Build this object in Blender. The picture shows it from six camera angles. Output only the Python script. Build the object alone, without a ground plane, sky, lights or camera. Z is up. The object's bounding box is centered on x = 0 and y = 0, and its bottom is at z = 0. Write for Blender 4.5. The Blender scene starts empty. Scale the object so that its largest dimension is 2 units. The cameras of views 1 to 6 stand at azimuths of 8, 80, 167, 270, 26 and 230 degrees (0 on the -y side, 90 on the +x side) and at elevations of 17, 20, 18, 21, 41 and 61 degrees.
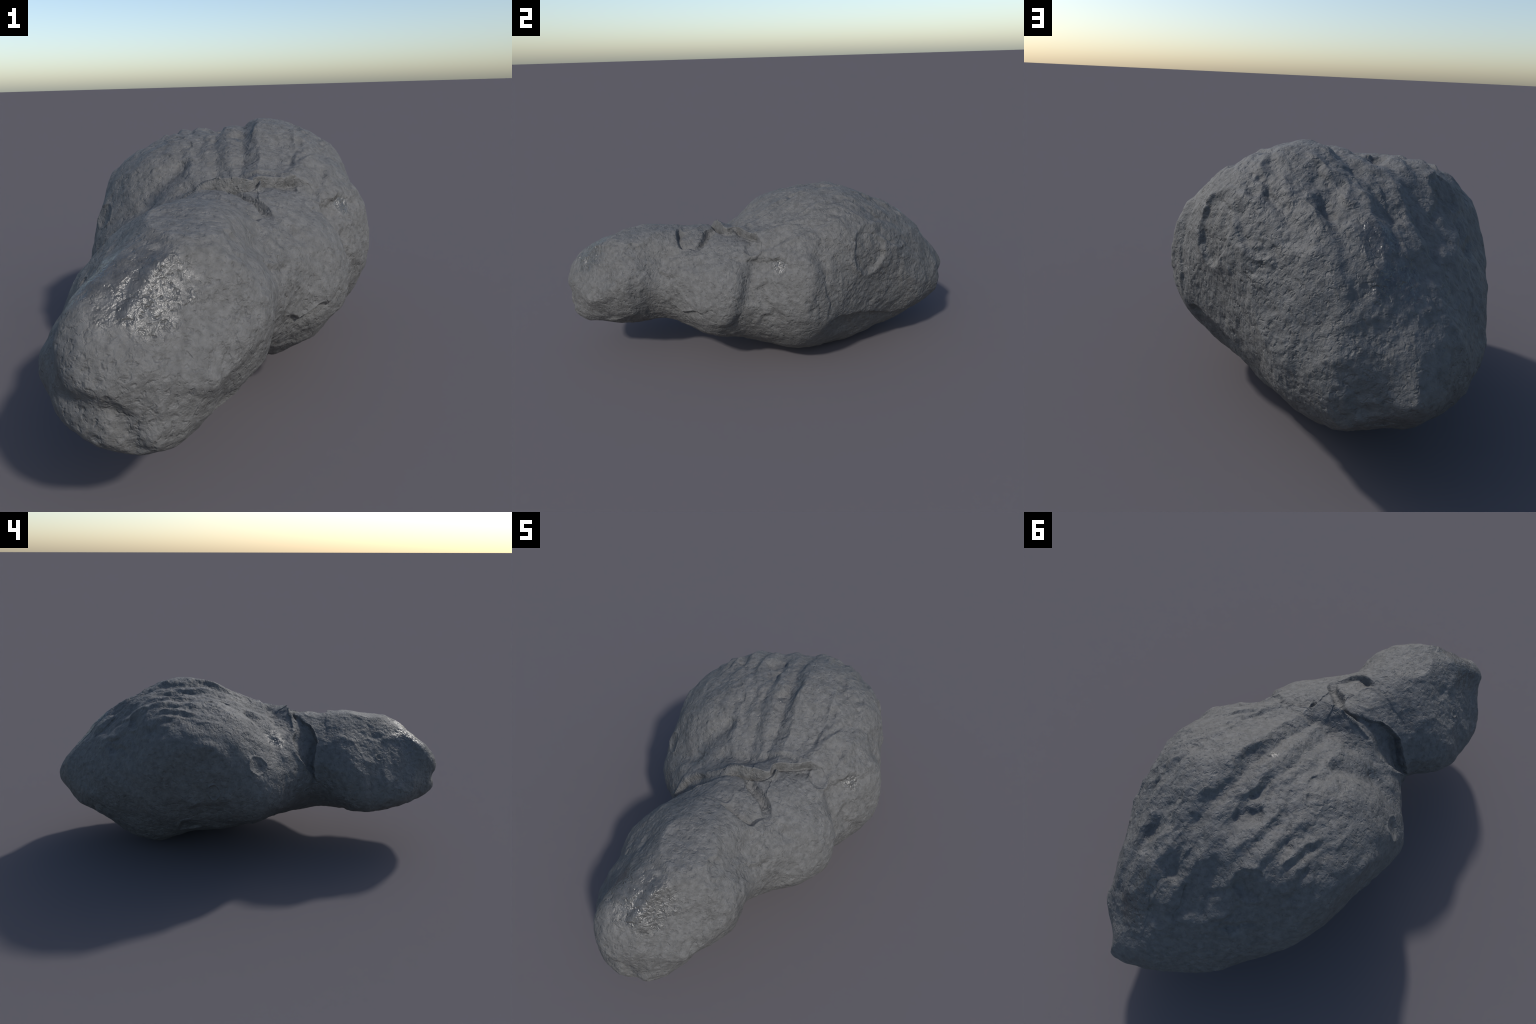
"""A bilobed grey asteroid: a big ridged body lobe and a smaller head lobe that
are joined by a thick neck, split on one side by a deep cleft.

The rock is lofted through cross-sections along its long axis, then weathered:
terraced grooves over the back, craters, cracks, the cleft, dents, and several
scales of lumps.  At the end its faces are parted by region (body, neck, head)."""
import bpy
import numpy as np

# ---------------------------------------------------------------- base loft
# spine of the loft: (y, x, z) of the centre of the cross-section
SPINE = [(-1.0, -0.09, 0.385), (-0.7, 0.02, 0.43), (-0.35, 0.09, 0.44), (-0.05, 0.05, 0.43),
         (0.3, 0.0, 0.43), (0.65, -0.03, 0.41), (1.0, -0.005, 0.34)]
# one row per cross-section from the nose (y = -1) to the stern (y = +1); radii
# at equal angles, counted from +x over the top.  A section's radius is scaled
# by sin(pi t), so both ends close in a smooth dome.
SECTIONS = [
    (0.228, 0.209, 0.199, 0.198, 0.207, 0.229, 0.265, 0.313, 0.365, 0.409, 0.437, 0.451, 0.463, 0.482, 0.503, 0.513, 0.498, 0.457, 0.399, 0.344, 0.296, 0.257),
    (0.235, 0.223, 0.217, 0.215, 0.223, 0.246, 0.291, 0.353, 0.408, 0.433, 0.431, 0.423, 0.435, 0.473, 0.505, 0.507, 0.494, 0.480, 0.457, 0.395, 0.318, 0.263),
    (0.254, 0.244, 0.238, 0.235, 0.243, 0.272, 0.329, 0.400, 0.445, 0.441, 0.413, 0.392, 0.413, 0.468, 0.499, 0.487, 0.475, 0.499, 0.534, 0.464, 0.355, 0.284),
    (0.280, 0.268, 0.260, 0.254, 0.260, 0.293, 0.358, 0.423, 0.437, 0.406, 0.373, 0.363, 0.406, 0.450, 0.445, 0.431, 0.432, 0.471, 0.514, 0.464, 0.373, 0.309),
    (0.305, 0.291, 0.279, 0.273, 0.274, 0.299, 0.350, 0.395, 0.395, 0.366, 0.350, 0.373, 0.451, 0.458, 0.408, 0.392, 0.399, 0.410, 0.401, 0.381, 0.344, 0.318),
    (0.323, 0.306, 0.291, 0.295, 0.298, 0.313, 0.338, 0.359, 0.357, 0.343, 0.354, 0.422, 0.530, 0.490, 0.411, 0.379, 0.378, 0.376, 0.349, 0.322, 0.306, 0.320),
    (0.322, 0.318, 0.295, 0.303, 0.319, 0.333, 0.333, 0.336, 0.336, 0.333, 0.358, 0.442, 0.570, 0.505, 0.411, 0.366, 0.354, 0.345, 0.318, 0.301, 0.316, 0.332),
    (0.252, 0.272, 0.255, 0.252, 0.277, 0.303, 0.317, 0.333, 0.336, 0.343, 0.378, 0.440, 0.544, 0.484, 0.396, 0.345, 0.321, 0.300, 0.272, 0.254, 0.256, 0.251),
    (0.188, 0.178, 0.174, 0.186, 0.218, 0.254, 0.290, 0.315, 0.330, 0.363, 0.423, 0.482, 0.521, 0.458, 0.379, 0.322, 0.283, 0.247, 0.227, 0.203, 0.191, 0.193),
    (0.236, 0.210, 0.187, 0.184, 0.197, 0.216, 0.244, 0.272, 0.297, 0.329, 0.379, 0.421, 0.402, 0.374, 0.345, 0.317, 0.281, 0.258, 0.267, 0.257, 0.256, 0.252),
    (0.320, 0.285, 0.243, 0.220, 0.204, 0.222, 0.257, 0.272, 0.267, 0.278, 0.313, 0.348, 0.350, 0.345, 0.361, 0.348, 0.316, 0.311, 0.330, 0.350, 0.369, 0.350),
    (0.346, 0.311, 0.281, 0.257, 0.224, 0.239, 0.255, 0.251, 0.251, 0.275, 0.362, 0.495, 0.485, 0.384, 0.357, 0.348, 0.349, 0.344, 0.330, 0.326, 0.351, 0.363),
    (0.362, 0.316, 0.307, 0.303, 0.264, 0.259, 0.251, 0.273, 0.341, 0.407, 0.486, 0.550, 0.543, 0.434, 0.373, 0.365, 0.391, 0.390, 0.372, 0.360, 0.371, 0.373),
    (0.472, 0.450, 0.415, 0.376, 0.322, 0.327, 0.321, 0.351, 0.428, 0.499, 0.531, 0.544, 0.502, 0.456, 0.416, 0.404, 0.428, 0.430, 0.435, 0.446, 0.472, 0.474),
    (0.484, 0.477, 0.443, 0.432, 0.398, 0.391, 0.368, 0.400, 0.440, 0.524, 0.532, 0.510, 0.470, 0.448, 0.416, 0.401, 0.428, 0.442, 0.461, 0.460, 0.478, 0.491),
    (0.463, 0.472, 0.501, 0.478, 0.467, 0.417, 0.384, 0.426, 0.441, 0.562, 0.542, 0.507, 0.487, 0.463, 0.436, 0.424, 0.436, 0.453, 0.475, 0.442, 0.433, 0.454),
    (0.451, 0.474, 0.524, 0.482, 0.472, 0.427, 0.414, 0.471, 0.502, 0.540, 0.527, 0.523, 0.501, 0.487, 0.487, 0.483, 0.468, 0.470, 0.486, 0.442, 0.412, 0.425),
    (0.434, 0.466, 0.493, 0.458, 0.448, 0.432, 0.419, 0.431, 0.454, 0.441, 0.497, 0.502, 0.478, 0.487, 0.505, 0.504, 0.487, 0.475, 0.461, 0.438, 0.419, 0.418),
    (0.436, 0.454, 0.470, 0.461, 0.419, 0.390, 0.387, 0.382, 0.383, 0.390, 0.438, 0.457, 0.465, 0.466, 0.459, 0.469, 0.470, 0.467, 0.460, 0.452, 0.439, 0.432),
    (0.439, 0.427, 0.425, 0.428, 0.411, 0.418, 0.387, 0.369, 0.366, 0.383, 0.413, 0.441, 0.466, 0.441, 0.397, 0.407, 0.428, 0.440, 0.456, 0.469, 0.458, 0.447),
    (0.434, 0.410, 0.398, 0.388, 0.385, 0.389, 0.363, 0.356, 0.367, 0.394, 0.423, 0.437, 0.448, 0.438, 0.394, 0.378, 0.385, 0.394, 0.417, 0.438, 0.445, 0.449),
    (0.406, 0.386, 0.360, 0.335, 0.333, 0.335, 0.334, 0.348, 0.367, 0.396, 0.424, 0.432, 0.436, 0.416, 0.379, 0.363, 0.357, 0.353, 0.373, 0.400, 0.424, 0.427),
    (0.312, 0.285, 0.261, 0.247, 0.260, 0.288, 0.311, 0.335, 0.352, 0.371, 0.389, 0.390, 0.375, 0.346, 0.334, 0.339, 0.330, 0.321, 0.331, 0.348, 0.357, 0.345),
    (0.172, 0.151, 0.141, 0.142, 0.162, 0.199, 0.244, 0.284, 0.309, 0.326, 0.340, 0.340, 0.321, 0.298, 0.291, 0.293, 0.284, 0.271, 0.266, 0.258, 0.239, 0.208),
    (0.080, 0.080, 0.080, 0.080, 0.087, 0.114, 0.154, 0.197, 0.236, 0.263, 0.282, 0.288, 0.277, 0.260, 0.249, 0.240, 0.224, 0.202, 0.179, 0.157, 0.130, 0.101),
    (0.080, 0.080, 0.080, 0.080, 0.080, 0.080, 0.080, 0.107, 0.150, 0.190, 0.218, 0.230, 0.230, 0.221, 0.207, 0.186, 0.159, 0.126, 0.094, 0.080, 0.080, 0.080),
]

ROWS, COLS = 860, 900


def spline_weights(coords, n, periodic):
    """Uniform cubic B-spline weights of n control values at the coordinates."""
    x = np.asarray(coords, float)
    i = np.floor(x).astype(int)
    if not periodic:
        i = np.clip(i, 0, n - 2)
    f = x - i
    parts = [(1 - f) ** 3 / 6, (3 * f ** 3 - 6 * f ** 2 + 4) / 6, (-3 * f ** 3 + 3 * f ** 2 + 3 * f + 1) / 6, f ** 3 / 6]
    w = np.zeros((len(x), n))
    for k, p in enumerate(parts):
        j = i - 1 + k
        j = j % n if periodic else np.clip(j, 0, n - 1)
        np.add.at(w, (np.arange(len(x)), j), p)
    return w


def spine_at(y):
    s = np.array(SPINE)
    yy = np.linspace(-1, 1, 401)
    k = np.hanning(61)
    k /= k.sum()
    out = []
    for c in (1, 2):
        v = np.interp(yy, s[:, 0], s[:, c])
        out.append(np.interp(y, yy, np.convolve(np.pad(v, 30, "edge"), k, "valid")))
    return out


def loft():
    t = (np.arange(ROWS) + 0.5) / ROWS
    # spread the rows evenly along the length, a little denser at both domes
    t = np.arccos(1 - 2 * (0.55 * t + 0.45 * (1 - np.cos(np.pi * t)) / 2)) / np.pi
    a = np.arange(COLS) / COLS
    radii = np.array(SECTIONS)
    rho = spline_weights(t * (len(radii) - 1), len(radii), False) @ radii @ spline_weights(a * radii.shape[1], radii.shape[1], True).T
    y = -np.cos(np.pi * t)
    sx, sz = spine_at(y)
    r = np.sin(np.pi * t)[:, None] * rho
    th = 2 * np.pi * a
    return np.stack([sx[:, None] + r * np.cos(th), np.repeat(y[:, None], COLS, 1), sz[:, None] + r * np.sin(th)], -1)


def grid_normals(p):
    dt = np.gradient(p, axis=0)
    da = np.roll(p, -1, 1) - np.roll(p, 1, 1)
    n = np.cross(da, dt)
    n /= np.linalg.norm(n, axis=-1, keepdims=True) + 1e-12
    return -n if ((p - p.mean(1, keepdims=True)) * n).sum() < 0 else n


def blur(v, rows, cols):
    """Box blur on the grid: rows clamp at the ends, columns wrap."""
    for axis, k in ((0, rows), (1, cols)):
        if k < 1:
            continue
        pad = [(0, 0)] * v.ndim
        pad[axis] = (k + 1, k)
        s = np.cumsum(np.pad(v, pad, "edge" if axis == 0 else "wrap"), axis=axis)
        n = 2 * k + 1
        v = (np.take(s, range(n, s.shape[axis]), axis) - np.take(s, range(0, s.shape[axis] - n), axis)) / n
    return v


# ---------------------------------------------------------------- noise
def hash3(i, j, k, seed):
    h = (i.astype(np.int64) * 374761393 + j.astype(np.int64) * 668265263 + k.astype(np.int64) * 2147483647 + seed * 974634777) & 0xFFFFFFFF
    h = ((h ^ (h >> 13)) * 1274126177) & 0xFFFFFFFF
    h = ((h ^ (h >> 15)) * 2246822519) & 0xFFFFFFFF
    return ((h ^ (h >> 16)) & 0xFFFF) / 32767.5 - 1


def noise(p, size, seed):
    """Smooth value noise in about -1..1 with features of the given size."""
    q = p / size + 100
    c = np.floor(q).astype(int)
    f = q - c
    f = f * f * f * (f * (f * 6 - 15) + 10)
    out = 0
    for dx in (0, 1):
        for dy in (0, 1):
            for dz in (0, 1):
                w = np.abs(1 - dx - f[..., 0]) * np.abs(1 - dy - f[..., 1]) * np.abs(1 - dz - f[..., 2])
                out = out + w * hash3(c[..., 0] + dx, c[..., 1] + dy, c[..., 2] + dz, seed)
    return out


def rotated(p, k):
    """Turn the lattice so that octaves do not line up with the axes."""
    a, b = 0.7 + 1.3 * k, 0.4 + 0.9 * k
    x, y, z = p[..., 0], p[..., 1], p[..., 2]
    x, y = x * np.cos(a) - y * np.sin(a), x * np.sin(a) + y * np.cos(a)
    y, z = y * np.cos(b) - z * np.sin(b), y * np.sin(b) + z * np.cos(b)
    return np.stack([x, y, z], -1)


def smooth(a, b, x):
    t = np.clip((x - a) / (b - a), 0, 1)
    return t * t * (3 - 2 * t)


# ---------------------------------------------------------------- features
def fine_curve(points, step=0.007):
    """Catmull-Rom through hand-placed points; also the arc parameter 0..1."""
    q = np.array(points, float)
    if len(q) == 1:
        return q, np.zeros(1)
    e = np.vstack([2 * q[0] - q[1], q, 2 * q[-1] - q[-2]])
    out, par = [], []
    for i in range(len(q) - 1):
        a, b, c, d = e[i:i + 4]
        m = max(2, int(np.linalg.norm(c - b) / step))
        t = (np.arange(m) / m)[:, None]
        out.append(0.5 * (2 * b + (c - a) * t + (2 * a - 5 * b + 4 * c - d) * t ** 2 + (3 * b - a - 3 * c + d) * t ** 3))
        par.append(i + t[:, 0])
    out.append(q[-1:])
    par.append([len(q) - 1.0])
    return np.vstack(out), np.concatenate(par) / (len(q) - 1)


def wobble(q, rough=1.0):
    """Ragged edges: shift the sampling position a little."""
    return q + rough * np.stack([0.009 * noise(q, 0.08, 30 + k) + 0.0065 * noise(q, 0.035, 40 + k) + 0.002 * noise(q, 0.014, 50 + k) for k in range(3)], -1)


def along(p, n, curve, reach, rough=1.0):
    """Vertices near the curve: indices, signed offset (+ = right of travel as
    seen from outside), and arc parameter."""
    c, par = fine_curve(curve)
    flat, nf = p.reshape(-1, 3), n.reshape(-1, 3)
    near = np.where(((flat > c.min(0) - reach) & (flat < c.max(0) + reach)).all(1))[0]
    if not len(near):
        return near, None, None, None
    q = wobble(flat[near], rough)
    tang = np.gradient(c, axis=0)
    tang /= np.linalg.norm(tang, axis=1, keepdims=True) + 1e-9
    best, t = np.empty(len(near), int), np.empty(len(near))
    for s in range(0, len(near), 20000):
        part = slice(s, s + 20000)
        dd = (q[part] ** 2).sum(1)[:, None] - 2 * q[part] @ c.T + (c ** 2).sum(1)
        best[part] = dd.argmin(1)
        low = dd.min(1, keepdims=True)
        # the place along the curve is a soft choice, so that it never jumps
        w = np.exp(np.maximum(low - dd, -60 * (0.015 + 0.3 * np.sqrt(np.maximum(low, 0))) ** 2) / (2 * (0.015 + 0.3 * np.sqrt(np.maximum(low, 0))) ** 2))
        t[part] = w @ par / w.sum(1)
    d = q - c[best]
    right = np.cross(tang[best], nf[near])
    side = (d * right).sum(1)
    flatd = d - nf[near] * (d * nf[near]).sum(1, keepdims=True)
    slide = (d * tang[best]).sum(1, keepdims=True)
    dist = np.linalg.norm(flatd - tang[best] * np.clip(slide, -0.006, 0.006), axis=1)
    s = np.where(side >= 0, 1, -1) * dist
    away = np.abs((d * nf[near]).sum(1))
    keep = (away < 0.10) & (dist < reach)
    return near[keep], s[keep], t[keep], 1 - smooth(0.03, 0.10, away[keep])


def taper(t, ends=0.22):
    """Fade at both ends of a curve (t = -1 lies beyond an end)."""
    return np.where(t < 0, 0, smooth(0, ends, t) * smooth(0, ends, 1 - t))


def push(p, n, idx, d):
    flat = p.reshape(-1, 3).copy()
    flat[idx] += n.reshape(-1, 3)[idx] * d[:, None]
    return flat.reshape(p.shape)


def scarp(curve, drop, width, low="right", edge=0.042, lip=0.5, ends=0.22, rough=1.0):
    """A terrace: the high side climbs to a crest on the curve, falls by the drop
    over the edge width, and the low side recovers over the width."""
    def f(p, n):
        idx, s, t, hold = along(p, n, curve, edge + width * 2.3, rough)
        if not len(idx):
            return p
        if low == "left":
            s = -s
        fade = taper(t, ends) * hold * (0.95 + 0.4 * noise(p.reshape(-1, 3)[idx], 0.07, 61))
        up = lip * np.exp(-(np.clip(-s, 0, None) / (0.8 * width)) ** 1.3)
        x = np.clip(s - edge, 0, None) / width
        down = -(1 - lip) * np.exp(-x ** 1.3) * (1 - smooth(1.2, 2.2, x))
        fall = np.clip(s / edge, 0, 1)
        fall = 0.5 * fall + 0.5 * smooth(0, 1, fall)
        shape = np.where(s <= 0, up, np.where(s >= edge, down, lip + fall * (-1)))
        return push(p, n, idx, drop * fade * shape)
    return f


def groove(curve, depth, width, ends=0.2, power=2.0, rough=1.0):
    def f(p, n):
        idx, s, t, hold = along(p, n, curve, width * 2.6, rough)
        if not len(idx):
            return p
        return push(p, n, idx, -depth * taper(t, ends) * hold * np.exp(-(np.abs(s) / width) ** power))
    return f


def cleft(body_edge, head_edge, depths):
    """The gash between two rims; it is deepest against the head's rim."""
    a, b, dep = np.array(body_edge), np.array(head_edge), np.array(depths, float)

    def f(p, n):
        mid, par = fine_curve((a + b) / 2, 0.006)
        k = np.linspace(0, 1, len(a))
        across = np.stack([np.interp(par, k, (b - a)[:, c]) for c in range(3)], -1)
        half = np.linalg.norm(across, axis=1) / 2
        across /= 2 * half[:, None]
        deep = np.interp(par, k, dep)
        flat = p.reshape(-1, 3)
        near = np.where(((flat > mid.min(0) - 0.1) & (flat < mid.max(0) + 0.1)).all(1))[0]
        q = wobble(flat[near])
        best = ((q[:, None] - mid[None]) ** 2).sum(-1).argmin(1)
        d = q - mid[best]
        u = (d * across[best]).sum(1) / half[best]
        w = 0.004 / half[best]
        inside = smooth(-1 - w, -1 + 2.5 * w, u) * (1 - smooth(1 - w, 1 + w, u))
        tang = np.gradient(mid, axis=0)
        tang /= np.linalg.norm(tang, axis=1, keepdims=True)
        off = np.abs((d * tang[best]).sum(1))
        inside *= (1 - smooth(0.01, 0.03, off)) * (np.linalg.norm(d, axis=1) < 0.12)
        floor = 0.45 + 0.55 * smooth(-1.0, 0.75, u)
        rim = 0.006 * np.exp(-((u + 1.25) / 0.3) ** 2) * (np.linalg.norm(d, axis=1) < 0.12) * (off < 0.02)
        flat = flat.copy()
        # the cut runs inwards and slightly under the body's rim
        inward = n.reshape(-1, 3)[near]
        flat[near] += inward * (rim - deep[best] * floor * inside)[:, None]
        return flat.reshape(p.shape)
    return f


def crater(centre, radius, depth, rim=0.25, flat_floor=0.0, squash=1.0):
    """A bowl (or a flat-floored dish) with a raised, uneven rim."""
    c = np.array(centre)

    def f(p, n):
        v, nf = p.reshape(-1, 3), n.reshape(-1, 3)
        near = np.where(((v - c) ** 2).sum(1) < (radius * 2.2) ** 2)[0]
        axis = nf[near][((v[near] - c) ** 2).sum(1) < radius ** 2].mean(0)
        axis /= np.linalg.norm(axis)
        d = wobble(v[near]) - c
        d = d - axis * (d @ axis)[:, None]
        r = np.linalg.norm(d * np.array([1, 1, squash]), axis=1) / radius
        facing = smooth(0.0, 0.3, nf[near] @ axis)
        r = r * (1 + 0.10 * noise(v[near], radius * 0.9, 71))
        bowl = (1 - flat_floor) * np.clip(1 - r ** 2, 0, 1) + flat_floor * (1 - smooth(0.74, 1.03, r))
        lip = rim * np.exp(-((r - 1.04) / 0.12) ** 2)
        bowl, lip = (w * (0.8 + 0.6 * noise(v[near], radius * 1.3, 72)) for w in (bowl, lip))
        return push(p, n, near, depth * facing * (lip - bowl))
    return f


def lump(centre, radius, height, power=2.0):
    """A soft bump (or a dent when the height is negative)."""
    c = np.array(centre)

    def f(p, n):
        v = p.reshape(-1, 3)
        near = np.where(((v - c) ** 2).sum(1) < (radius * 2.5) ** 2)[0]
        r = np.linalg.norm(wobble(v[near]) - c, axis=1) / radius
        return push(p, n, near, height * np.exp(-r ** power))
    return f


def facet(centre, radius, strength=0.65):
    """Flatten a round patch towards its own mean plane, with a firm border."""
    c = np.array(centre)

    def f(p, n):
        v, nf = p.reshape(-1, 3), n.reshape(-1, 3)
        near = np.where(((v - c) ** 2).sum(1) < (radius * 1.3) ** 2)[0]
        q = v[near]
        core = ((q - c) ** 2).sum(1) < radius ** 2
        axis = nf[near][core].mean(0)
        axis /= np.linalg.norm(axis)
        facing = smooth(0.2, 0.6, nf[near] @ axis)
        h = (q - q[core & (facing > 0.5)].mean(0)) @ axis
        r = np.linalg.norm(wobble(q) - c, axis=1) / radius
        flat = v.copy()
        flat[near] -= axis * (h * strength * facing * (1 - smooth(0.78, 1.03, r)))[:, None]
        return flat.reshape(p.shape)
    return f


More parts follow.
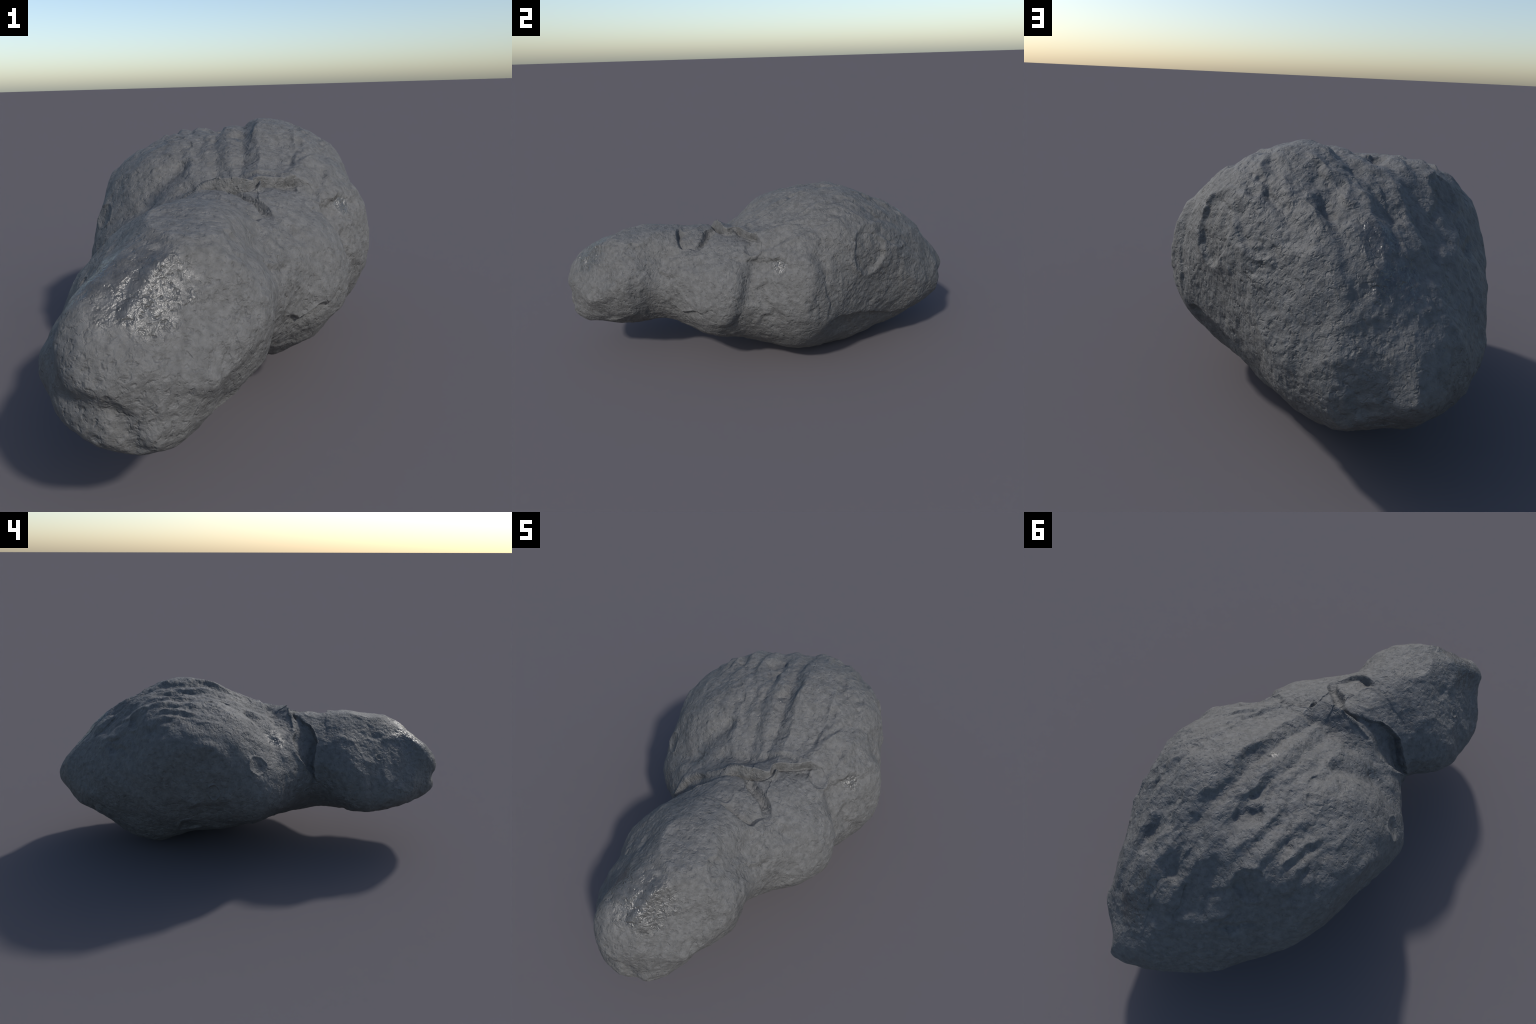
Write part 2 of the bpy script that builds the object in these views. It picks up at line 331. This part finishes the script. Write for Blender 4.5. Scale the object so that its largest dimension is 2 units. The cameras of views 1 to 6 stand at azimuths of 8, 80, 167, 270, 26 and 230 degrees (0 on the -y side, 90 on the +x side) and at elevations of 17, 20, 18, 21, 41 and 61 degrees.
FEATURES = [
    # broad flat faces of the two lobes
    facet((0.10, -0.83, 0.50), 0.17, 0.85), facet((-0.21, -0.74, 0.47), 0.15, 0.8), facet((-0.24, -0.47, 0.52), 0.11, 0.6),
    facet((0.41, 0.47, 0.40), 0.17, 0.4), facet((-0.22, 0.76, 0.45), 0.18, 0.5), facet((0.22, 0.76, 0.48), 0.16, 0.45),
    facet((-0.47, 0.2, 0.5), 0.17), facet((0.46, 0.05, 0.44), 0.11, 0.45), facet((0.33, -0.36, 0.46), 0.11, 0.5), facet((0.02, -0.62, 0.66), 0.12, 0.6), facet((0.2, -0.75, 0.36), 0.11, 0.4), facet((0.3, 0.2, 0.72), 0.12, 0.5),
    # terraces over the body's back, all falling towards -x
    scarp([(0.14, 0.74, 0.61), (0.146, 0.665, 0.67), (0.16, 0.61, 0.71), (0.175, 0.55, 0.74), (0.178, 0.49, 0.77)], 0.022, 0.07),
    scarp([(0.0, 0.723, 0.67), (0.024, 0.676, 0.698), (0.03, 0.612, 0.731), (0.055, 0.558, 0.758), (0.072, 0.505, 0.783),
           (0.073, 0.451, 0.804), (0.07, 0.37, 0.821), (0.08, 0.3, 0.82), (0.092, 0.22, 0.806), (0.1, 0.14, 0.78),
           (0.112, 0.04, 0.737), (0.121, -0.032, 0.706), (0.125, -0.095, 0.68), (0.128, -0.14, 0.662)], 0.030, 0.10, ends=0.07, edge=0.055, lip=0.28),
    scarp([(-0.102, 0.635, 0.702), (-0.094, 0.609, 0.721), (-0.087, 0.552, 0.755), (-0.082, 0.495, 0.781), (-0.062, 0.42, 0.802), (-0.06, 0.37, 0.806)], 0.024, 0.08, lip=0.35, edge=0.05),
    scarp([(-0.03, 0.5, 0.785), (-0.021, 0.438, 0.799), (-0.021, 0.381, 0.808), (-0.015, 0.319, 0.81), (-0.009, 0.257, 0.805),
           (-0.014, 0.17, 0.788), (-0.008, 0.1, 0.768), (0.01, 0.03, 0.742), (0.024, -0.03, 0.72), (0.036, -0.09, 0.70), (0.042, -0.13, 0.69)], 0.023, 0.09, ends=0.08, edge=0.05, lip=0.45),
    scarp([(-0.25, 0.52, 0.735), (-0.244, 0.47, 0.762), (-0.242, 0.399, 0.782), (-0.238, 0.333, 0.784), (-0.245, 0.259, 0.774), (-0.24, 0.17, 0.765)], 0.016, 0.045, edge=0.03),
    scarp([(-0.297, 0.428, 0.756), (-0.3, 0.391, 0.763), (-0.302, 0.34, 0.767), (-0.304, 0.291, 0.764), (-0.314, 0.242, 0.756), (-0.32, 0.175, 0.747)], 0.018, 0.045, edge=0.03),
    scarp([(-0.134, 0.05, 0.745), (-0.13, 0.02, 0.735), (-0.115, -0.03, 0.713), (-0.1, -0.08, 0.69)], 0.018, 0.05, edge=0.035),
    scarp([(-0.17, 0.52, 0.76), (-0.165, 0.42, 0.79), (-0.17, 0.33, 0.8), (-0.165, 0.22, 0.79)], 0.014, 0.045, edge=0.03),
    scarp([(0.07, 0.86, 0.55), (0.03, 0.81, 0.61), (0.01, 0.74, 0.66), (0.04, 0.67, 0.7)], 0.014, 0.095),
    scarp([(-0.11, 0.8, 0.57), (-0.10, 0.73, 0.63), (-0.09, 0.675, 0.68), (-0.1, 0.62, 0.71)], 0.014, 0.075),
    groove([(-0.27, -0.19, 0.59), (-0.225, -0.128, 0.635), (-0.175, -0.054, 0.692), (-0.135, 0.01, 0.73)], 0.016, 0.035),
    # valley at the foot of the body, behind the lip of the crack
    groove([(-0.16, -0.17, 0.63), (-0.08, -0.165, 0.67), (0.0, -0.15, 0.69), (0.07, -0.13, 0.69)], 0.018, 0.035),
    # wall where the body steps up from the neck, and its dark foot
    scarp([(0.276, -0.059, 0.643), (0.23, -0.085, 0.653), (0.173, -0.118, 0.657), (0.132, -0.14, 0.659), (0.13, -0.18, 0.65), (0.112, -0.205, 0.655),
           (0.056, -0.22, 0.675), (0.0, -0.235, 0.675), (-0.06, -0.25, 0.65)], 0.032, 0.05, low="left", edge=0.020, lip=0.5, ends=0.12, rough=0.3),
    groove([(0.276, -0.06, 0.643), (0.23, -0.09, 0.653), (0.173, -0.126, 0.657), (0.128, -0.154, 0.659), (0.125, -0.195, 0.65), (0.1, -0.222, 0.657),
            (0.056, -0.236, 0.672), (0.0, -0.246, 0.672), (-0.05, -0.264, 0.652)], 0.030, 0.0075, ends=0.08, rough=0.35),
    scarp([(0.04, -0.105, 0.697), (0.08, -0.088, 0.695), (0.113, -0.079, 0.689), (0.159, -0.063, 0.685), (0.221, -0.066, 0.666), (0.272, -0.05, 0.648)],
          0.016, 0.05, edge=0.024, rough=0.6),
    # wedge-shaped trench with a pit, and the slab that it cuts loose
    groove([(0.064, -0.25, 0.671), (0.092, -0.278, 0.659), (0.119, -0.292, 0.642), (0.151, -0.315, 0.621), (0.178, -0.34, 0.605)], 0.026, 0.017, power=4, rough=0.4),
    lump((0.1, -0.272, 0.65), 0.014, -0.014),
    lump((0.17, -0.33, 0.612), 0.014, -0.010),
    scarp([(0.015, -0.428, 0.672), (0.045, -0.434, 0.666), (0.086, -0.442, 0.648), (0.119, -0.44, 0.627), (0.156, -0.424, 0.599), (0.172, -0.385, 0.601), (0.2, -0.35, 0.597)],
          0.034, 0.10, low="left", edge=0.012, lip=0.25, ends=0.3, rough=0.35),
    crater((0.0, -0.362, 0.668), 0.055, 0.007, rim=0.35, flat_floor=0.5),
    # the cleft down the -x side of the neck
    cleft([(0.01, -0.226, 0.678), (-0.055, -0.252, 0.65), (-0.095, -0.258, 0.634), (-0.145, -0.255, 0.61), (-0.197, -0.245, 0.585), (-0.235, -0.262, 0.55), (-0.27, -0.3, 0.49), (-0.279, -0.322, 0.437), (-0.275, -0.334, 0.38)],
          [(0.003, -0.246, 0.678), (-0.062, -0.282, 0.65), (-0.102, -0.316, 0.626), (-0.138, -0.343, 0.609), (-0.191, -0.350, 0.574), (-0.232, -0.343, 0.53), (-0.262, -0.338, 0.48), (-0.276, -0.336, 0.43), (-0.274, -0.341, 0.37)],
          [0.004, 0.009, 0.015, 0.028, 0.042, 0.044, 0.036, 0.02, 0.0]),
    lump((-0.3, -0.19, 0.545), 0.03, 0.012), lump((-0.2, -0.215, 0.60), 0.022, -0.012), lump((-0.275, -0.16, 0.58), 0.03, -0.008),
    # craters and plates
    crater((0.389, 0.43, 0.59), 0.098, 0.013, rim=0.12, flat_floor=0.9, squash=0.9),
    crater((0.289, -0.091, 0.616), 0.043, 0.006, rim=0.9, flat_floor=0.5),
    crater((-0.428, -0.068, 0.544), 0.047, 0.0045, rim=1.3, flat_floor=0.4), lump((-0.428, -0.068, 0.544), 0.018, 0.005),
    crater((-0.268, 0.515, 0.722), 0.062, 0.022, rim=0.2, flat_floor=0.3),
    crater((-0.1, 0.362, 0.805), 0.05, 0.011, rim=0.15),
    crater((-0.491, 0.145, 0.424), 0.03, 0.005, rim=0.9, flat_floor=0.6),
    crater((-0.387, 0.275, 0.202), 0.06, 0.010, rim=0.5, flat_floor=0.5),
    crater((-0.25, -0.664, 0.517), 0.018, 0.005, rim=0.6),
    crater((-0.215, 0.168, 0.768), 0.035, 0.006, rim=0.5, flat_floor=0.5),
    crater((0.268, -0.345, 0.545), 0.035, 0.006, rim=0.1),
    crater((0.136, -0.645, 0.607), 0.042, 0.009, rim=0.15),
    # dents, knobs and grooves of the sunny side
    scarp([(0.25, 0.021, 0.696), (0.267, 0.051, 0.703), (0.288, 0.082, 0.708), (0.304, 0.117, 0.715)], 0.014, 0.03, low="left", edge=0.016),
    # steep sides, turned to the stern, of the neck knob, the head and the body's bulge
    scarp([(0.30, -0.155, 0.592), (0.335, -0.175, 0.55), (0.375, -0.19, 0.49), (0.398, -0.21, 0.42), (0.40, -0.235, 0.37), (0.385, -0.265, 0.306), (0.35, -0.29, 0.25)],
          0.028, 0.09, low="left", edge=0.065, lip=0.4),
    scarp([(0.418, 0.136, 0.626), (0.457, 0.149, 0.567), (0.484, 0.141, 0.493), (0.495, 0.103, 0.415), (0.487, 0.076, 0.346)],
          0.014, 0.08, low="left", edge=0.06, lip=0.45),
    lump((0.365, -0.076, 0.555), 0.05, -0.010, 3),
    scarp([(0.31, -0.15, 0.585), (0.32, -0.121, 0.583), (0.355, -0.038, 0.591), (0.4, 0.04, 0.602)], 0.012, 0.035, edge=0.016),
    lump((0.437, 0.108, 0.593), 0.035, 0.008),
    groove([(0.43, 0.17, 0.64), (0.46, 0.19, 0.58), (0.475, 0.2, 0.5)], 0.010, 0.03),
    groove([(0.418, -0.065, 0.469), (0.422, -0.085, 0.429), (0.437, -0.054, 0.376)], 0.010, 0.02),
    lump((0.193, -0.49, 0.533), 0.05, -0.005), lump((0.231, -0.356, 0.571), 0.04, -0.004),
    scarp([(0.25, -0.47, 0.355), (0.277, -0.433, 0.331), (0.301, -0.41, 0.346), (0.332, -0.373, 0.351), (0.352, -0.345, 0.358)], 0.014, 0.03, edge=0.014),
    scarp([(0.42, 0.196, 0.207), (0.447, 0.231, 0.27), (0.423, 0.294, 0.296), (0.348, 0.429, 0.27), (0.263, 0.599, 0.208), (0.226, 0.678, 0.185)], 0.022, 0.07, edge=0.03),
    # chin crease and split lip at the nose
    groove([(-0.19, -0.95, 0.41), (-0.17, -0.972, 0.385), (-0.143, -0.988, 0.368), (-0.1, -0.998, 0.362), (-0.06, -0.996, 0.358), (-0.02, -0.985, 0.365)], 0.016, 0.030),
    groove([(-0.042, -0.987, 0.33), (-0.03, -0.98, 0.306), (-0.025, -0.969, 0.279), (-0.022, -0.945, 0.245)], 0.012, 0.022),
    # hollows and swellings of the flanks and the belly
    lump((-0.21, -0.81, 0.515), 0.09, -0.009), lump((-0.22, -0.58, 0.574), 0.08, -0.009), lump((-0.34, -0.62, 0.39), 0.10, -0.012),
    lump((-0.183, -0.69, 0.569), 0.07, -0.007), lump((0.21, -0.53, 0.50), 0.06, 0.006), lump((-0.29, -0.135, 0.58), 0.08, -0.012),
    lump((0.36, -0.25, 0.25), 0.06, -0.014), lump((0.045, 0.09, 0.026), 0.18, -0.020), lump((-0.11, -0.335, 0.622), 0.045, 0.014),
    lump((0.15, -0.23, 0.642), 0.08, 0.015), lump((0.0, -0.27, 0.672), 0.06, 0.010), lump((0.2, -0.17, 0.635), 0.06, 0.008),
    lump((-0.055, 0.04, 0.745), 0.07, 0.011), lump((-0.055, 0.17, 0.785), 0.08, 0.010), lump((-0.06, 0.28, 0.80), 0.08, 0.009),
    lump((-0.05, 0.61, 0.72), 0.10, 0.011), lump((-0.27, 0.45, 0.755), 0.07, 0.007),
   
    lump((-0.46, 0.16, 0.345), 0.06, -0.018), lump((-0.44, -0.116, 0.332), 0.09, 0.012), lump((0.154, 0.889, 0.284), 0.10, 0.012),
    lump((-0.35, 0.53, 0.63), 0.11, -0.009), lump((0.05, -0.91, 0.40), 0.09, 0.009),
    lump((-0.005, -0.965, 0.272), 0.045, 0.014), lump((-0.09, -0.985, 0.295), 0.045, 0.010),
]


def ledges(p, rng):
    """Many small ledges and breaks: lengthwise strata over the back, and shorter
    breaks in every direction over the rest."""
    out = []
    while len(out) < 30:
        i, j = rng.integers(int(ROWS * 0.44), int(ROWS * 0.80)), rng.integers(0, COLS)
        x, y, z = p[i, j]
        if z < 0.58 or y < 0.0 or abs(x) > 0.40:
            continue
        n, drift = rng.integers(25, 60), rng.uniform(-0.35, 0.35)
        k = np.linspace(-1, 1, 6)
        rows = np.clip(i + k * n, 5, ROWS - 6).astype(int)
        cols = (j + (drift * k * n + rng.normal(0, 5, 6))).astype(int) % COLS
        out.append(scarp(p[rows, cols], rng.uniform(0.006, 0.014), rng.uniform(0.03, 0.06), edge=rng.uniform(0.018, 0.032), lip=0.45, ends=0.35,
                         low="left" if rng.random() < 0.85 else "right"))
    while len(out) < 95:
        i, j = rng.integers(int(ROWS * 0.06), int(ROWS * 0.94)), rng.integers(0, COLS)
        if p[i, j, 2] < 0.15 or (p[i, j, 2] > 0.6 and p[i, j, 1] > -0.5):
            continue
        a, n = rng.uniform(0, 2 * np.pi), rng.integers(14, 36)
        k = np.linspace(-1, 1, 5)
        rows = np.clip(i + np.cos(a) * k * n + rng.normal(0, 3, 5), 5, ROWS - 6).astype(int)
        cols = (j + np.sin(a) * k * n * 1.3 + rng.normal(0, 4, 5)).astype(int) % COLS
        out.append(scarp(p[rows, cols], rng.uniform(0.004, 0.009), rng.uniform(0.03, 0.055), edge=rng.uniform(0.018, 0.032), lip=0.5, ends=0.4))
    return out


def weather(p):
    n = grid_normals(blur(p, 6, 6))
    for f in ledges(p, np.random.default_rng(11)) + FEATURES:
        p = f(p, n)
    n = grid_normals(blur(p, 3, 3))
    d = -0.0010 + 0.0040 * noise(rotated(p, 1), 0.11, 1) + 0.0020 * noise(rotated(p, 2), 0.05, 2)
    # the back is combed lengthwise: ridged noise drawn out along the grooves
    combed = np.stack([p[..., 0] + 0.10 * p[..., 1], p[..., 1] * 0.28, p[..., 2] * 0.35], -1)
    comb = 1 - 2 * np.abs(noise(combed, 0.055, 8)) + 0.5 * noise(combed, 0.026, 9)
    back = smooth(0.25, 0.75, n[..., 2]) * smooth(-0.12, 0.05, p[..., 1])
    d += 0.005 * (comb - 0.4) * back * (0.6 + 0.5 * noise(p, 0.12, 10))
    # chipped facets: dished planes that meet in ridges
    for k, (size, amount) in enumerate(((0.19, 0.006), (0.10, 0.0045), (0.055, 0.003))):
        d += amount * (0.35 - np.abs(noise(rotated(p, 11 + k), size, 21 + k)))
        d -= 0.6 * amount * (0.35 - np.abs(noise(rotated(p, 15 + k), size * 1.2, 25 + k)))
    patchy = 0.65 + 0.5 * noise(rotated(p, 5), 0.16, 5)
    fine = 0.0016 * noise(rotated(p, 3), 0.026, 3) + 0.0014 * noise(rotated(p, 4), 0.0125, 4)
    d += patchy * (fine - 0.0022 * np.clip(noise(rotated(p, 6), 0.020, 6) - 0.25, 0, 1))
    return p + n * d[..., None]


# ---------------------------------------------------------------- material
GLAZED = [((-0.03, -0.855, 0.57), 0.125), ((0.386, 0.008, 0.559), 0.045), ((-0.15, -0.82, 0.56), 0.10),
          ((-0.235, -0.16, 0.61), 0.06), ((0.005, 0.745, 0.65), 0.07), ((0.02, 0.13, 0.775), 0.022), ((-0.01, 0.84, 0.56), 0.09)]


def rock_material():
    m = bpy.data.materials.new("grey_rock")
    m.use_nodes = True
    nt = m.node_tree
    bsdf = nt.nodes["Principled BSDF"]
    add, link = nt.nodes.new, nt.links.new
    co = add("ShaderNodeTexCoord")

    def tex(scale, detail, rough=0.55, distortion=0.0):
        t = add("ShaderNodeTexNoise")
        t.inputs["Scale"].default_value, t.inputs["Detail"].default_value = scale, detail
        t.inputs["Roughness"].default_value, t.inputs["Distortion"].default_value = rough, distortion
        link(co.outputs["Object"], t.inputs["Vector"])
        return t

    def math(op, a, c):
        n = add("ShaderNodeMath")
        n.operation = op
        for k, v in enumerate((a, c)):
            if isinstance(v, (int, float)):
                n.inputs[k].default_value = v
            else:
                link(v, n.inputs[k])
        return n.outputs[0]

    def span(value, lo, hi, out_lo, out_hi):
        n = add("ShaderNodeMapRange")
        n.interpolation_type = "SMOOTHSTEP"
        for k, v in enumerate((lo, hi, out_lo, out_hi), 1):
            n.inputs[k].default_value = v
        link(value, n.inputs[0])
        return n.outputs[0]

    # glazed patches: polished, darker and half metallic, with ragged borders
    ragged = tex(26, 4, 0.65)
    glaze = None
    for centre, radius in GLAZED:
        far = add("ShaderNodeVectorMath")
        far.operation = "DISTANCE"
        link(co.outputs["Object"], far.inputs[0])
        far.inputs[1].default_value = centre
        edge = math("ADD", math("DIVIDE", far.outputs["Value"], radius), math("MULTIPLY", math("SUBTRACT", ragged.outputs["Fac"], 0.5), 1.6))
        spot = span(edge, 0.45, 1.1, 1.0, 0.0)
        glaze = spot if glaze is None else math("MAXIMUM", glaze, spot)
    mottle, broad = tex(46, 5, 0.62, 0.3), tex(7, 3, 0.5)
    tone = math("ADD", math("MULTIPLY", mottle.outputs["Fac"], 0.75), math("MULTIPLY", broad.outputs["Fac"], 0.25))
    ramp = add("ShaderNodeValToRGB")
    ramp.color_ramp.elements[0].position, ramp.color_ramp.elements[0].color = 0.34, (0.070, 0.0697, 0.0688, 1)
    ramp.color_ramp.elements[1].position, ramp.color_ramp.elements[1].color = 0.64, (0.121, 0.1206, 0.1195, 1)
    link(tone, ramp.inputs["Fac"])
    link(ramp.outputs["Color"], bsdf.inputs["Base Color"])
    grain, crust, pits = tex(95, 4, 0.6), tex(36, 3, 0.55, 0.6), tex(62, 2, 0.5, 0.3)
    pitted = span(pits.outputs["Fac"], 0.28, 0.46, 0.0, 0.55)
    height = math("ADD", math("ADD", math("MULTIPLY", grain.outputs["Fac"], 0.6), crust.outputs["Fac"]), pitted)
    bump = add("ShaderNodeBump")
    bump.inputs["Strength"].default_value, bump.inputs["Distance"].default_value = 0.5, 0.012
    link(height, bump.inputs["Height"])
    link(bump.outputs["Normal"], bsdf.inputs["Normal"])
    dull = span(broad.outputs["Fac"], 0.3, 0.7, 0.62, 0.8)
    mix = add("ShaderNodeMix")
    link(glaze, mix.inputs[0])
    link(dull, mix.inputs[2])
    mix.inputs[3].default_value = 0.25
    link(mix.outputs[0], bsdf.inputs["Roughness"])
    link(math("MULTIPLY", glaze, 0.35), bsdf.inputs["Metallic"])
    bsdf.inputs["Specular IOR Level"].default_value = 0.4
    return m


# ---------------------------------------------------------------- build
def make_part(name, co, nrm, rows, parent, material, cap):
    """A mesh from the grid rows [r0, r1]; cap says which ends close in a fan."""
    r0, r1 = rows
    k = r1 - r0 + 1
    verts = co[r0:r1 + 1].reshape(-1, 3)
    norms = nrm[r0:r1 + 1].reshape(-1, 3)
    i, j = np.meshgrid(np.arange(k - 1), np.arange(COLS), indexing="ij")
    jn = (j + 1) % COLS
    quads = np.stack([i * COLS + j, (i + 1) * COLS + j, (i + 1) * COLS + jn, i * COLS + jn], -1).reshape(-1, 4)
    loops, starts, totals = [quads.ravel()], [np.arange(len(quads)) * 4], [np.full(len(quads), 4)]
    a = np.arange(COLS)
    if cap:
        row = 0 if cap == "first" else k - 1
        pole = len(verts)
        verts = np.vstack([verts, co[0 if row == 0 else -1].mean(0)])
        norms = np.vstack([norms, nrm[0 if row == 0 else -1].mean(0)])
        ring = row * COLS + a
        nxt = row * COLS + (a + 1) % COLS
        tri = np.stack([np.full(COLS, pole), ring, nxt] if row == 0 else [np.full(COLS, pole), nxt, ring], -1)
        starts.append(len(quads) * 4 + np.arange(COLS) * 3)
        totals.append(np.full(COLS, 3))
        loops.append(tri.ravel())
    loops, starts, totals = (np.concatenate(v).astype(np.int32) for v in (loops, starts, totals))
    mesh = bpy.data.meshes.new(name)
    mesh.vertices.add(len(verts))
    mesh.vertices.foreach_set("co", verts.astype(np.float32).ravel())
    mesh.loops.add(len(loops))
    mesh.loops.foreach_set("vertex_index", loops)
    mesh.polygons.add(len(starts))
    mesh.polygons.foreach_set("loop_start", starts)
    mesh.polygons.foreach_set("loop_total", totals)
    mesh.update(calc_edges=True)
    mesh.validate()
    mesh.shade_smooth()
    norms = norms / np.linalg.norm(norms, axis=1, keepdims=True)
    mesh.normals_split_custom_set_from_vertices(norms.tolist())
    mesh.materials.append(material)
    ob = bpy.data.objects.new(name, mesh)
    ob.parent = parent
    bpy.context.scene.collection.objects.link(ob)
    return ob


def build():
    p = weather(loft())
    # exact frame: 2 m long, centred, resting on the ground
    lo, hi = p.reshape(-1, 3).min(0), p.reshape(-1, 3).max(0)
    p = p - np.array([(lo[0] + hi[0]) / 2, (lo[1] + hi[1]) / 2, lo[2]])
    p = p * (2.0 / (hi[1] - lo[1]))
    n = grid_normals(p)
    if (n[ROWS // 2] * (p[ROWS // 2] - p[ROWS // 2].mean(0))).sum() < 0:
        n = -n
    asteroid = bpy.data.objects.new("asteroid", None)
    asteroid["label"] = "dark grey two-lobed asteroid with grooves, craters and a split neck"
    asteroid["category"] = "asteroid"
    bpy.context.scene.collection.objects.link(asteroid)
    rock = rock_material()
    y = p[:, :, 1].mean(1)
    a, b = int(np.searchsorted(y, -0.52)), int(np.searchsorted(y, -0.10))
    make_part("head_lobe", p, n, (0, a), asteroid, rock, "first")
    make_part("neck", p, n, (a, b), asteroid, rock, None)
    make_part("body_lobe", p, n, (b, ROWS - 1), asteroid, rock, "last")


build()
